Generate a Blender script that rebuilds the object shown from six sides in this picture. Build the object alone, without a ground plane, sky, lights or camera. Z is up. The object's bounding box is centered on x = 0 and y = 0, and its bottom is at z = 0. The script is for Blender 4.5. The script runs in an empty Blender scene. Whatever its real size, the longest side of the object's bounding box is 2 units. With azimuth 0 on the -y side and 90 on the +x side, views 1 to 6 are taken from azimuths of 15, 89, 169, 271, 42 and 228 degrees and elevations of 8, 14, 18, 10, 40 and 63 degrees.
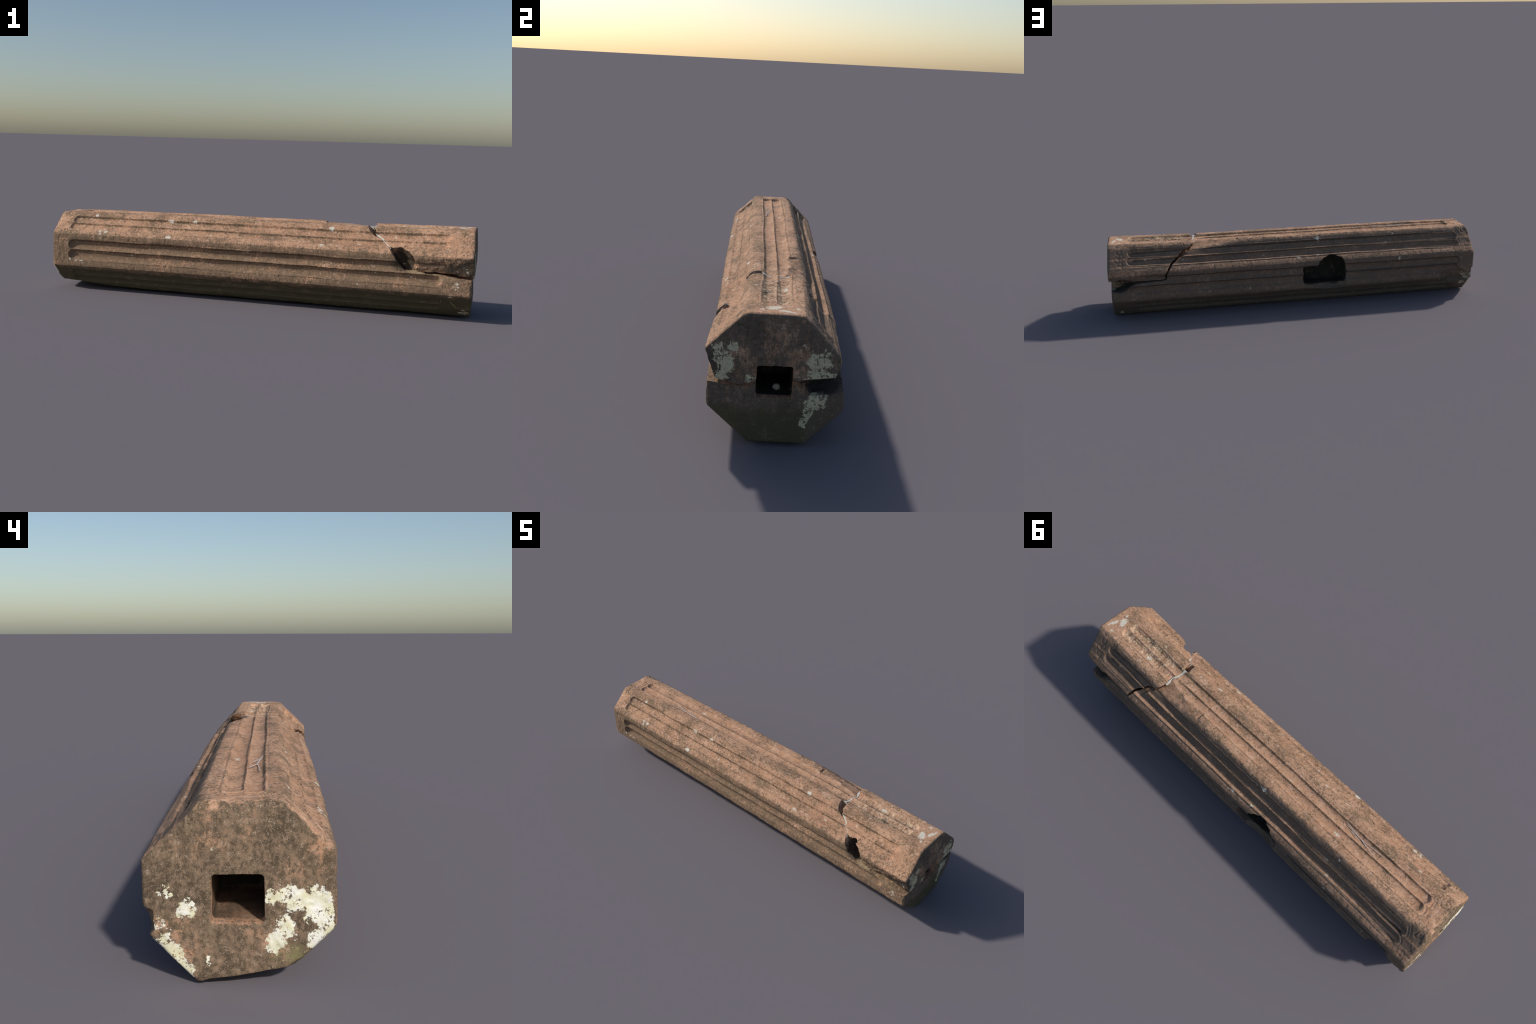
import bpy, bmesh, math
import numpy as np
from mathutils import Vector, Matrix

# ------------------------------------------------------------------ noise
def _hash(ix, iy, iz, seed):
    h = (ix * 374761393 + iy * 668265263 + iz * 2147483647 + seed * 974711) & 0xFFFFFFFF
    h = ((h ^ (h >> 13)) * 1274126177) & 0xFFFFFFFF
    h = ((h ^ (h >> 15)) * 2246822519) & 0xFFFFFFFF
    return ((h ^ (h >> 16)) & 0xFFFF) / 32767.5 - 1.0


def vnoise(P, scale, seed=0):
    """smooth value noise in [-1, 1]; P is (n, 3)"""
    Q = P * np.asarray(scale, float)
    I = np.floor(Q).astype(np.int64)
    f = Q - I
    f = f * f * f * (f * (f * 6 - 15) + 10)
    out = 0.0
    for dx in (0, 1):
        wx = f[:, 0] if dx else 1 - f[:, 0]
        for dy in (0, 1):
            wy = f[:, 1] if dy else 1 - f[:, 1]
            for dz in (0, 1):
                wz = f[:, 2] if dz else 1 - f[:, 2]
                out = out + wx * wy * wz * _hash(I[:, 0] + dx, I[:, 1] + dy, I[:, 2] + dz, seed)
    return out


def fbm(P, scale, octaves=3, seed=0, gain=0.5):
    a, tot, out = 1.0, 0.0, 0.0
    sc = np.asarray(scale, float)
    for o in range(octaves):
        out = out + a * vnoise(P + 13.7 * o, sc, seed + o)
        tot += a
        a *= gain
        sc = sc * 2.03
    return out / tot


def sstep(a, b, x):
    t = np.clip((x - a) / (b - a), 0, 1)
    return t * t * (3 - 2 * t)


# ------------------------------------------------------------------ the octagonal shaft
# cross-section corners (y, z), walking from the top toward -y, at three stations
STATIONS = [-1.0, -0.30, 1.0]
SECTIONS = [
    [(-.077, .375), (-.182, .277), (-.184, .122), (-.078, .013), (.092, .003), (.196, .112), (.200, .257), (.084, .374)],
    [(-.077, .381), (-.188, .280), (-.190, .125), (-.078, .011), (.086, .001), (.194, .112), (.191, .263), (.085, .382)],
    [(-.084, .385), (-.190, .280), (-.198, .118), (-.077, .009), (.084, .007), (.190, .116), (.187, .268), (.080, .385)],
]
FACES = ["F_TF", "F_F", "F_BF", "F_B", "F_BB", "F_BK", "F_TB", "F_T"]   # face k spans corner k -> k+1
TF, FF, BF, BB_, BBK, BK, TB, TT = range(8)

# flutes: two per face; (offset of the pair, half width of one flute, depth, start x, end x)
FLUTES = {
    TF:  (-.001, .0215, .0125, -.912, .885),
    FF:  (-.001, .0235, .0175, -.908, .850),
    BF:  (.000, .0225, .0115, -.905, .850),
    BB_: (.000, .0220, .0070, -.900, .860),
    BBK: (.000, .0225, .0125, -.880, .860),
    BK:  (.002, .0225, .0165, -.915, .880),
    TB:  (.001, .0225, .0145, -.915, .893),
    TT:  (.000, .0215, .0115, -.905, .890),
}


def side_samples(n):
    """positions 0..1 across a face, packed near the flute lips, the arris and the corners"""
    t = np.linspace(0, 1, 4001)
    w = np.ones_like(t)
    for c, a in ((.22, 1.6), (.5, 2.0), (.78, 1.6), (0, 1.2), (1, 1.2)):
        w += a * np.exp(-((t - c) / .035) ** 2)
    cum = np.concatenate([[0], np.cumsum((w[1:] + w[:-1]) / 2)])
    cum /= cum[-1]
    return np.interp(np.arange(n) / n, cum, t)


def build_tube(name, x0, x1, nx, nside, wedge=False, cap_rings=46):
    """closed tube with fluted faces, worn arrises, rounded end lips and dressed end caps"""
    # stations: dense near the ends
    u = np.linspace(0, 1, nx)
    R = .013
    xs = x0 + (x1 - x0) * u
    extra = R * (1 - np.cos(np.linspace(0, np.pi / 2, 8)[:-1]))
    xs = np.unique(np.concatenate([xs[(xs > x0 + R) & (xs < x1 - R)], x0 + extra, x1 - extra, [x0 + R, x1 - R]]))
    nx = len(xs)
    tt = side_samples(nside)
    sec = np.array(SECTIONS)
    C = np.empty((nx, 8, 2))
    for k in range(8):
        for a in range(2):
            C[:, k, a] = np.interp(xs, STATIONS, sec[:, k, a])
    Pl, Nl, Kl, Sl, Hl, Bl, Dl = [], [], [], [], [], [], []
    cen = C.mean(axis=1)
    for k in range(8):
        a, b = C[:, k], C[:, (k + 1) % 8]
        d = b - a
        L = np.linalg.norm(d, axis=1)
        n = np.stack([d[:, 1], -d[:, 0]], 1) / L[:, None]
        mid = (a + b) / 2
        flip = np.sign(((mid - cen) * n).sum(1))
        n *= flip[:, None]
        p = a[:, None, :] + d[:, None, :] * tt[None, :, None]
        Pl.append(p)
        Nl.append(np.repeat(n[:, None, :], nside, 1))
        Kl.append(np.full((nx, nside), k))
        Sl.append((tt[None, :] - .5) * L[:, None])
        Hl.append(np.repeat(L[:, None] / 2, nside, 1))
        near_a = tt < .5
        ca = (a - cen) / np.linalg.norm(a - cen, axis=1)[:, None]
        cb = (b - cen) / np.linalg.norm(b - cen, axis=1)[:, None]
        Bl.append(np.where(near_a[None, :, None], ca[:, None, :], cb[:, None, :]))
        Dl.append(np.where(near_a, tt, 1 - tt)[None, :] * L[:, None])
    P2 = np.concatenate(Pl, 1); N2 = np.concatenate(Nl, 1)
    K = np.concatenate(Kl, 1).ravel(); S = np.concatenate(Sl, 1).ravel()
    H = np.concatenate(Hl, 1).ravel(); B2 = np.concatenate(Bl, 1); D = np.concatenate(Dl, 1).ravel()
    nu = P2.shape[1]
    X = np.repeat(xs, nu)
    P = np.column_stack([X, P2.reshape(-1, 2)])
    N = np.column_stack([np.zeros(len(X)), N2.reshape(-1, 2)])
    Bv = np.column_stack([np.zeros(len(X)), B2.reshape(-1, 2)])

    # ---- flutes
    depth = np.zeros(len(X))
    for k, (off, w, dep, xa, xb) in FLUTES.items():
        m = K == k
        x, s, p = X[m], S[m], P[m]
        wob = .0022 * vnoise(p, (7, .01, .01), 40 + k) + .0008 * vnoise(p, (37, .01, .01), 60 + k)
        s = s - off - wob
        dd = np.zeros(m.sum())
        for side in (-1, 1):
            ww = w * (1 + .05 * vnoise(p, (5, .01, .01), 80 + 3 * k + side))
            c = side * w
            ea = xa + .010 * vnoise(np.array([[k, side, .5]]) * 1.7, 3.1, 5)[0]
            eb = xb + .012 * vnoise(np.array([[k, side, .9]]) * 2.3, 2.7, 6)[0]
            over = np.maximum(np.maximum(ea + ww - x, x - (eb - ww)), 0)
            q = np.sqrt(((s - c) / ww) ** 2 + (over / ww) ** 2)
            up = np.sign(s - c) == (1 if k in (BB_, BBK, BK, TB, TT) else -1)     # undercut side of the flute
            prof = np.clip(1 - q ** 2, 0, 1) ** np.where(up, .40, .55)
            if k == TB:     # dished floor with a broad bevel on the lower side
                prof = np.where(up, prof, np.clip((1 - q) / .40, 0, 1) ** .8)
            dd = np.maximum(dd, dep * prof)
        # shallow fillet line outside the flute pair
        e = np.abs(s) - (2 * w + .0075)
        inside = sstep(xa + .02, xa + .05, x) * sstep(xb, xb - .03, x)
        dd = np.maximum(dd, .0034 * np.exp(-(e / .0026) ** 2) * inside * (.6 + .4 * vnoise(p, (9, 1, 1), 7 + k)))
        if k in (BF, BB_, BBK):
            dd *= .75 + .25 * vnoise(p, (6, 3, 3), 55 + k)
        if k == TT and not wedge:
            # margin on the +y side of the top spalled off level with the flutes, arris lost further along
            sp = sstep(.308, .313, x) * sstep(.010, .030, -P[m][:, 1] * -1 - .018 + .006 * vnoise(p, 30, 3))
            dd = np.maximum(dd, .0065 * sp)
            sp2 = sstep(.44, .50, x + .02 * vnoise(p, 30, 4)) * sstep(-.055, -.030, P[m][:, 1])
            dd = np.maximum(dd, .0085 * sp2)
        if k == TT and wedge:
            # rough, picked flute floors on the fragment
            fl = sstep(.004, .008, dd)
            dd += fl * (.0016 * vnoise(p, 70, 91) + .0020 * vnoise(p, 160, 92))
            br = np.exp(-((x - .735) / .016) ** 2) * sstep(-.002, -.02, P[m][:, 1])
            dd *= 1 - .75 * br
        depth[m] = dd
    # ---- carved band next to the -x end: lobed outline round the flute heads and corner rosettes
    if not wedge:
        for k in (TT, TB, FF, TF):
            m = K == k
            x, s, p = X[m], S[m], P[m]
            g = np.zeros(m.sum())
            xa = FLUTES[k][3]
            am = 1.0 if k in (TT, TB) else .45
            sw = s + .006 * vnoise(p, 34, 141 + k); xw = x + .006 * vnoise(p, 34, 151 + k)
            worn = .35 + .75 * sstep(-.35, .35, vnoise(p, 19, 161 + k))
            for side in (-1, 1):
                dlt = np.hypot(sw - side * .023, np.minimum(xw - (xa + .022), 0))
                for rr, a in ((.034, .0028), (.045, .0018)):
                    line = np.exp(-((dlt - rr) / .0040) ** 2) * sstep(xa + .02, xa - .005, x) * sstep(-.006, .006, side * s + .004)
                    g = np.maximum(g, a * line)
                r = np.hypot(sw - side * (.055 + .004 * side), xw - (xa - .042 - .006 * side))
                ring = np.exp(-((r - .017) / .0038) ** 2)
                g = np.maximum(g, .0024 * ring + .0018 * np.exp(-(r / .005) ** 2))
            r = np.hypot(sw - .006, (xw - (xa - .068)) * 1.1)
            g = np.maximum(g, .0026 * np.exp(-((r - .026) / .0042) ** 2) + .0015 * np.exp(-((r - .012) / .004) ** 2))
            g = g * worn + .0028 * np.clip(vnoise(p, 60, 17) + .2, 0, 1) * sstep(xa - .005, xa - .03, x)
            depth[m] += g * am * sstep(x0 + .004, x0 + .014, x)
    else:
        # a few pick marks on the plain band of the fragment
        for k in (TB,):
            m = K == k
            x, s, p = X[m], S[m], P[m]
            g = .0
            for (cx, cs) in ((.935, .030), (.945, -.012), (.930, -.036), (.925, .006)):
                r = np.hypot((x - cx) * .8, s - cs + .006 * vnoise(p, 90, 21))
                g = g + .0018 * np.exp(-((r - .011) / .0035) ** 2)
            depth[m] += g
    P = P - N * depth[:, None]

    # ---- worn arrises
    wear = .0011 + .0050 * np.clip(fbm(P, (9, 14, 14), 3, 31), 0, 1) ** 1.5 + .0012 * vnoise(P, 55, 33)
    wr = .0062
    P = P - Bv * (np.maximum(wear, 0) * np.exp(-(D / wr) ** 1.6))[:, None]
    # ---- weathered surface
    n1 = fbm(P, (4, 7, 7), 2, 11)
    n2 = fbm(P, (28, 34, 34), 2, 12)
    n3 = vnoise(P, 120, 13)
    n4 = vnoise(P, (170, 200, 200), 14)
    pits = np.clip(vnoise(P, 75, 15) - .62, 0, 1)
    P = P + N * (.0022 * n1 + .0007 * n2 + .0002 * n3 + .0002 * n4 - .006 * pits)[:, None]
    # ---- rounded lip at both ends
    cy = np.interp(X, xs, cen[:, 0]); cz = np.interp(X, xs, cen[:, 1])
    rad = np.column_stack([np.zeros(len(X)), P[:, 1] - cy, P[:, 2] - cz])
    rl = np.linalg.norm(rad, axis=1)[:, None]
    for xe, sg in ((x0, 1), (x1, -1)):
        de = np.clip((X - xe) * sg, 0, R)
        inset = R - np.sqrt(np.maximum(R * R - (R - de) ** 2, 0))
        P = P - rad / rl * (inset * (.75 + .35 * vnoise(P, 22, 19)))[:, None]

    # ---- caps: rings shrinking to the centre
    rings = [P.reshape(nx, nu, 3)]
    caps = []
    for which, xe, sg in ((0, x0, -1), (-1, x1, 1)):
        base = rings[0][which]
        c = base.mean(0)
        fs = np.linspace(1, 0, cap_rings + 2)[1:-1]
        G = c[None, None] + (base - c)[None] * fs[:, None, None]
        G[:, :, 0] = xe
        flat = G.reshape(-1, 3)
        bulge = .0035 * (1 - (np.repeat(fs, nu)) ** 4)
        rough = .0028 * fbm(flat, 11, 2, 23) + .0011 * vnoise(flat, 60, 24) + .0007 * vnoise(flat, 150, 25)
        rough *= np.minimum(1, (1 - np.repeat(fs, nu)) * 12)
        flat[:, 0] += sg * (bulge + rough)
        caps.append((flat, c + np.array([sg * .0035, 0, 0])))
    V = np.concatenate([P, caps[0][0], caps[0][1][None], caps[1][0], caps[1][1][None]])
    # the end faces are not quite square to the axis
    if not wedge:
        k = sstep(.6, 1.0, -V[:, 0])
        V[:, 0] -= k * .004 * V[:, 1]
    # ---- faces
    idx = np.arange(nx * nu).reshape(nx, nu)
    def quads(a, b):
        return np.stack([a, np.roll(a, -1), np.roll(b, -1), b], 1)
    Q = [quads(idx[i], idx[i + 1]) for i in range(nx - 1)]
    T = []
    off = nx * nu
    for which, ring0, rev in ((0, idx[0], True), (1, idx[-1], False)):
        ci = off + np.arange(cap_rings * nu).reshape(cap_rings, nu)
        seq = [ring0] + list(ci)
        for a, b in zip(seq[:-1], seq[1:]):
            q = quads(a, b)
            Q.append(q[:, ::-1] if rev else q)
        cidx = off + cap_rings * nu
        last = seq[-1]
        t = np.stack([last, np.roll(last, -1), np.full(nu, cidx)], 1)
        T.append(t[:, ::-1] if rev else t)
        off = cidx + 1
    return V, np.concatenate(Q), np.concatenate(T)


def make_mesh(name, V, Q, T=None):
    me = bpy.data.meshes.new(name)
    nq = len(Q); nt = 0 if T is None else len(T)
    loops = Q.ravel() if T is None else np.concatenate([Q.ravel(), T.ravel()])
    starts = np.concatenate([np.arange(nq) * 4, nq * 4 + np.arange(nt) * 3])
    me.vertices.add(len(V)); me.vertices.foreach_set("co", V.astype(np.float32).ravel())
    me.loops.add(len(loops)); me.loops.foreach_set("vertex_index", loops.astype(np.int32))
    me.polygons.add(nq + nt); me.polygons.foreach_set("loop_start", starts.astype(np.int32))
    me.update(calc_edges=True)
    me.validate()
    bm = bmesh.new(); bm.from_mesh(me)
    bmesh.ops.recalc_face_normals(bm, faces=bm.faces)
    bm.to_mesh(me); bm.free()
    ob = bpy.data.objects.new(name, me)
    bpy.context.scene.collection.objects.link(ob)
    return ob


def shear_off(V, p0, p1, p2, toward, amp=.004, scale=28, seed=0, soft=.0):
    """break away everything beyond the plane through three points (toward: a point on the lost side)"""
    p0, p1, p2 = map(np.array, (p0, p1, p2))
    n = np.cross(p1 - p0, p2 - p0); n /= np.linalg.norm(n)
    if (np.array(toward) - p0) @ n < 0:
        n = -n
    e = (V - p0) @ n
    near = e > -.02
    e2 = e[near] + amp * fbm(V[near], scale, 3, seed)
    V[near] -= np.maximum(e2, 0)[:, None] * n
    return V


def blob(name, c, r, rot=(0, 0, 0), amp=.12, seed=0, sub=5, power=2.0):
    bm = bmesh.new()
    bmesh.ops.create_icosphere(bm, subdivisions=sub, radius=1)
    M = Matrix.Rotation(rot[2], 3, 'Z') @ Matrix.Rotation(rot[1], 3, 'Y') @ Matrix.Rotation(rot[0], 3, 'X')
    co = np.array([v.co[:] for v in bm.verts])
    if power != 2.0:
        co /= ((np.abs(co) ** power).sum(1) ** (1 / power))[:, None]
    k = 1 + amp * fbm(co, 2.2, 3, seed)
    co = co * k[:, None] * np.array(r)
    co = co @ np.array(M).T + np.array(c)
    for v, p in zip(bm.verts, co):
        v.co = p
    me = bpy.data.meshes.new(name); bm.to_mesh(me); bm.free()
    ob = bpy.data.objects.new(name, me)
    bpy.context.scene.collection.objects.link(ob)
    return ob


def socket(name, lo, hi, n=34, rnd=.006, amp=.002, seed=0):
    """roughly cut square hole: a dense cube with rounded edges and noisy walls"""
    lo, hi = np.array(lo), np.array(hi)
    bm = bmesh.new()
    bmesh.ops.create_cube(bm, size=2)
    bmesh.ops.subdivide_edges(bm, edges=bm.edges[:], cuts=n, use_grid_fill=True)
    co = np.array([v.co[:] for v in bm.verts])
    half = (hi - lo) / 2
    p = co * half
    inner = half - rnd
    q = np.clip(p, -inner, inner)
    d = p - q
    L = np.linalg.norm(d, axis=1)
    m = L > 1e-9
    d[m] *= (rnd / L[m])[:, None]
    p = np.where(m[:, None], q + d, p)
    p = p + (lo + hi) / 2
    p += np.stack([fbm(p, 18, 3, seed + i) for i in range(3)], 1) * amp
    for v, c in zip(bm.verts, p):
        v.co = c
    me = bpy.data.meshes.new(name); bm.to_mesh(me); bm.free()
    ob = bpy.data.objects.new(name, me)
    bpy.context.scene.collection.objects.link(ob)
    return ob


# ------------------------------------------------------------------ fracture sheet
PATH = [(.488, .440), (.528, .392), (.545, .372), (.570, .349), (.606, .324), (.632, .300), (.652, .272),
        (.668, .245), (.690, .218), (.715, .207), (.76, .205), (.85, .203), (.95, .199), (1.10, .196)]


def sheet_points(nt, ny, which):
    """which = -1: the face left on the shaft; +1: the face of the fragment"""
    pa = np.array(PATH)
    seg = np.concatenate([[0], np.cumsum(np.linalg.norm(np.diff(pa, axis=0), axis=1))])
    t = np.linspace(0, seg[-1], nt)
    x = np.interp(t, seg, pa[:, 0]); z = np.interp(t, seg, pa[:, 1])
    for _ in range(6):
        x[1:-1] = (x[:-2] + 2 * x[1:-1] + x[2:]) / 4; z[1:-1] = (z[:-2] + 2 * z[1:-1] + z[2:]) / 4
    tx, tz = np.gradient(x), np.gradient(z)
    L = np.hypot(tx, tz)
    nxv, nzv = -tz / L, tx / L
    y = np.linspace(-.26, .26, ny)
    X = np.repeat(x[:, None], ny, 1); Z = np.repeat(z[:, None], ny, 1); Y = np.repeat(y[None], nt, 0)
    NX = np.repeat(nxv[:, None], ny, 1); NZ = np.repeat(nzv[:, None], ny, 1)
    flat = np.column_stack([X.ravel(), Y.ravel(), Z.ravel()])
    # crack wanders from face to face
    steep = sstep(.205, .245, Z)
    wx = .030 * sstep(.04, .17, Y) * steep * sstep(.36, .29, Z) + .004 * np.sin(Y * 60) * sstep(.35, .37, Z)
    wz = -.018 * np.exp(-((Y + .10) / .05) ** 2) * sstep(.86, .98, X) + .008 * sstep(.10, .18, Y) * sstep(.9, 1, X)
    rough = .0045 * fbm(flat, 16, 3, 71) + .0016 * vnoise(flat, 70, 72)
    rough = rough.reshape(X.shape)
    gap = .0016 + .0018 * sstep(.28, .34, Z) + .0012 * sstep(.02, .10, Y) + .0006 * vnoise(flat, 20, 73).reshape(X.shape)
    if which < 0:
        # shaft: edge spalled where the crack opens
        g = gap + .009 * sstep(-.044, -.054, Y) * sstep(-.125, -.105, Y) * sstep(.338, .356, Z)
        g += .010 * sstep(.05, .12, Y) * sstep(.29, .32, Z) * sstep(.36, .33, Z) * 0.5
        g -= np.minimum(g - .0004, .0030) * sstep(.10, .15, Y) * sstep(.255, .22, Z) * sstep(.86, .80, X)
        g += (.036 * sstep(.03, .085, Y)) * sstep(.84, .965, X)
        g += .006 * sstep(-.12, -.17, Y) * sstep(.84, .92, X)
    else:
        g = gap + .005 * sstep(-.040, -.060, Y) * sstep(-.115, -.095, Y) * sstep(.340, .360, Z)
        g += .004 * sstep(.03, .08, Y) * sstep(.30, .33, Z)
        g += .004 * sstep(.05, .15, Y) * sstep(.90, .97, X)
        g += .003 * np.exp(-((Y - .02) / .05) ** 2) * sstep(.36, .375, Z)
    off = which * g + rough
    return X + wx + NX * off, Y, Z + wz + NZ * off


def fracture_cutter(name, which, nt=300, ny=210):
    X, Y, Z = sheet_points(nt, ny, which)
    A = np.stack([X, Y, Z], 2)
    Bt = A + np.array([.55, 0, .75])
    V = np.concatenate([A.reshape(-1, 3), Bt.reshape(-1, 3)])
    i = np.arange(nt * ny).reshape(nt, ny)
    q = lambda a: np.stack([a[:-1, :-1], a[1:, :-1], a[1:, 1:], a[:-1, 1:]], 2).reshape(-1, 4)
    j = i + nt * ny
    Q = [q(i), q(j)[:, ::-1]]
    for e0, e1 in ((i[0], j[0]), (i[-1], j[-1]), (i[:, 0], j[:, 0]), (i[:, -1], j[:, -1])):
        Q.append(np.stack([e0[:-1], e0[1:], e1[1:], e1[:-1]], 1))
    return make_mesh(name, V, np.concatenate(Q))


def boolean(ob, cutter, op):
    md = ob.modifiers.new("b", 'BOOLEAN')
    md.operation = op
    md.object = cutter
    md.solver = 'MANIFOLD'
    dg = bpy.context.evaluated_depsgraph_get()
    me = bpy.data.meshes.new_from_object(ob.evaluated_get(dg))
    ob.modifiers.clear()
    old = ob.data
    nm = old.name
    ob.data = me
    bpy.data.meshes.remove(old)
    me.name = nm
    cm = cutter.data
    bpy.data.objects.remove(cutter)
    bpy.data.meshes.remove(cm)


# ------------------------------------------------------------------ materials
class NT:
    def __init__(self, mat):
        mat.use_nodes = True
        self.t = mat.node_tree
        self.t.nodes.clear()
    def n(self, typ, **kw):
        nd = self.t.nodes.new(typ)
        for k, v in kw.items():
            setattr(nd, k, v)
        return nd
    def link(self, a, b):
        self.t.links.new(a, b)
    def val(self, sock, v):
        if isinstance(v, bpy.types.NodeSocket):
            self.link(v, sock)
        else:
            sock.default_value = v
    def math(self, op, a, b=0.0, c=None, clamp=False):
        nd = self.n('ShaderNodeMath', operation=op, use_clamp=clamp)
        self.val(nd.inputs[0], a); self.val(nd.inputs[1], b)
        if c is not None:
            self.val(nd.inputs[2], c)
        return nd.outputs[0]
    def noise(self, vec, scale, detail=3, rough=.55, dist=0.0):
        nd = self.n('ShaderNodeTexNoise')
        self.val(nd.inputs['Vector'], vec)
        nd.inputs['Scale'].default_value = scale
        nd.inputs['Detail'].default_value = detail
        nd.inputs['Roughness'].default_value = rough
        nd.inputs['Distortion'].default_value = dist
        return nd.outputs['Fac']
    def ramp(self, v, lo, hi, smooth=True):
        nd = self.n('ShaderNodeMapRange', interpolation_type='SMOOTHSTEP' if smooth else 'LINEAR')
        self.val(nd.inputs['Value'], v)
        nd.inputs['From Min'].default_value = lo
        nd.inputs['From Max'].default_value = hi
        return nd.outputs['Result']
    def mix(self, fac, a, b, blend='MIX'):
        nd = self.n('ShaderNodeMix', data_type='RGBA', blend_type=blend)
        self.val(nd.inputs['Factor'], fac)
        for s, v in ((nd.inputs[6], a), (nd.inputs[7], b)):
            self.val(s, (*v, 1) if isinstance(v, tuple) else v)
        return nd.outputs[2]
    def mapping(self, vec, scale=(1, 1, 1), loc=(0, 0, 0)):
        nd = self.n('ShaderNodeMapping')
        self.link(vec, nd.inputs['Vector'])
        nd.inputs['Scale'].default_value = scale
        nd.inputs['Location'].default_value = loc
        return nd.outputs['Vector']
    def spot(self, vec, c, r, stretch=(1, 1, 1)):
        """1 at the centre of an ellipsoid, 0 at its edge, negative outside"""
        m = self.n('ShaderNodeVectorMath', operation='SUBTRACT')
        self.link(vec, m.inputs[0]); m.inputs[1].default_value = c
        s = self.n('ShaderNodeVectorMath', operation='MULTIPLY')
        self.link(m.outputs[0], s.inputs[0]); s.inputs[1].default_value = tuple(k / r for k in stretch)
        l = self.n('ShaderNodeVectorMath', operation='LENGTH')
        self.link(s.outputs[0], l.inputs[0])
        return self.math('SUBTRACT', 1.0, l.outputs['Value'])
    def spots(self, vec, lst):
        out = None
        for it in lst:
            v = self.spot(vec, *it)
            out = v if out is None else self.math('MAXIMUM', out, v)
        return out


# lichen colonies: (centre, radius[, stretch]) ; the large ones sit on the end faces
LICHEN_PALE = [
    ((-.99, -.100, .180), .040, (1, 1, 1.3)), ((-.99, -.145, .165), .038, (1, 1.1, .9)), ((-.99, -.160, .130), .026, (1, 1.2, .9)), ((-.99, -.070, .185), .028, (1, 1, 1.5)),
    ((-.99, -.085, .120), .028, (1, 1.2, .9)), ((-.99, -.150, .095), .030), ((-.99, -.065, .092), .022, (1, 1, .7)),
    ((-.99, .112, .156), .024), ((-.99, .150, .190), .014, (1, 1, .8)), ((-.99, .150, .060), .040, (1, .9, 1.2)),
    ((-.99, .118, .030), .026, (1, 1.1, .8)), ((-.99, .165, .125), .012), ((-.99, .155, .105), .012), ((-.99, .164, .093), .010),
    ((-.99, .147, .094), .009), ((-.99, .070, .056), .011), ((-.99, -.165, .185), .008),
]
LICHEN_GREY = [
    ((.985, -.150, .250), .036, (1, 1.2, .9)), ((.985, -.165, .290), .020), ((.985, -.125, .293), .015, (1, 1, .8)), ((.985, -.155, .215), .026, (1, 1.2, .9)),
    ((.985, -.130, .228), .013), ((.985, -.078, .200), .015), ((.985, .110, .262), .036, (1, .8, 1.2)), ((.985, .130, .285), .018), ((.985, .115, .218), .040, (1, .75, 1.5)),
    ((.985, .065, .208), .016, (1, 1, 1.5)), ((.985, .065, .305), .014), ((.985, .113, .145), .028, (1, 1, .9)),
    ((.985, .090, .115), .022, (1, 1.3, .6)), ((.985, .080, .080), .014, (1, 1, .7)),
    ((.925, .185, .238), .016), ((.90, .185, .245), .020, (1, 1, 1.3)), ((.78, .19, .225), .020, (1, 1, 1.2)), ((.76, .19, .232), .012),
    ((-.95, .17, .12), .018), ((-.93, .18, .11), .022, (1, 1, 1.2)), ((-.88, .19, .105), .016), ((-.97, .17, .10), .018), ((-.955, .14, .065), .022),
    ((.90, -.19, .115), .012), ((.955, -.10, .03), .020, (.8, 1, 1.4)), ((.94, .10, .03), .016),
    ((-.70, -.02, .37), .000001),
]
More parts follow.
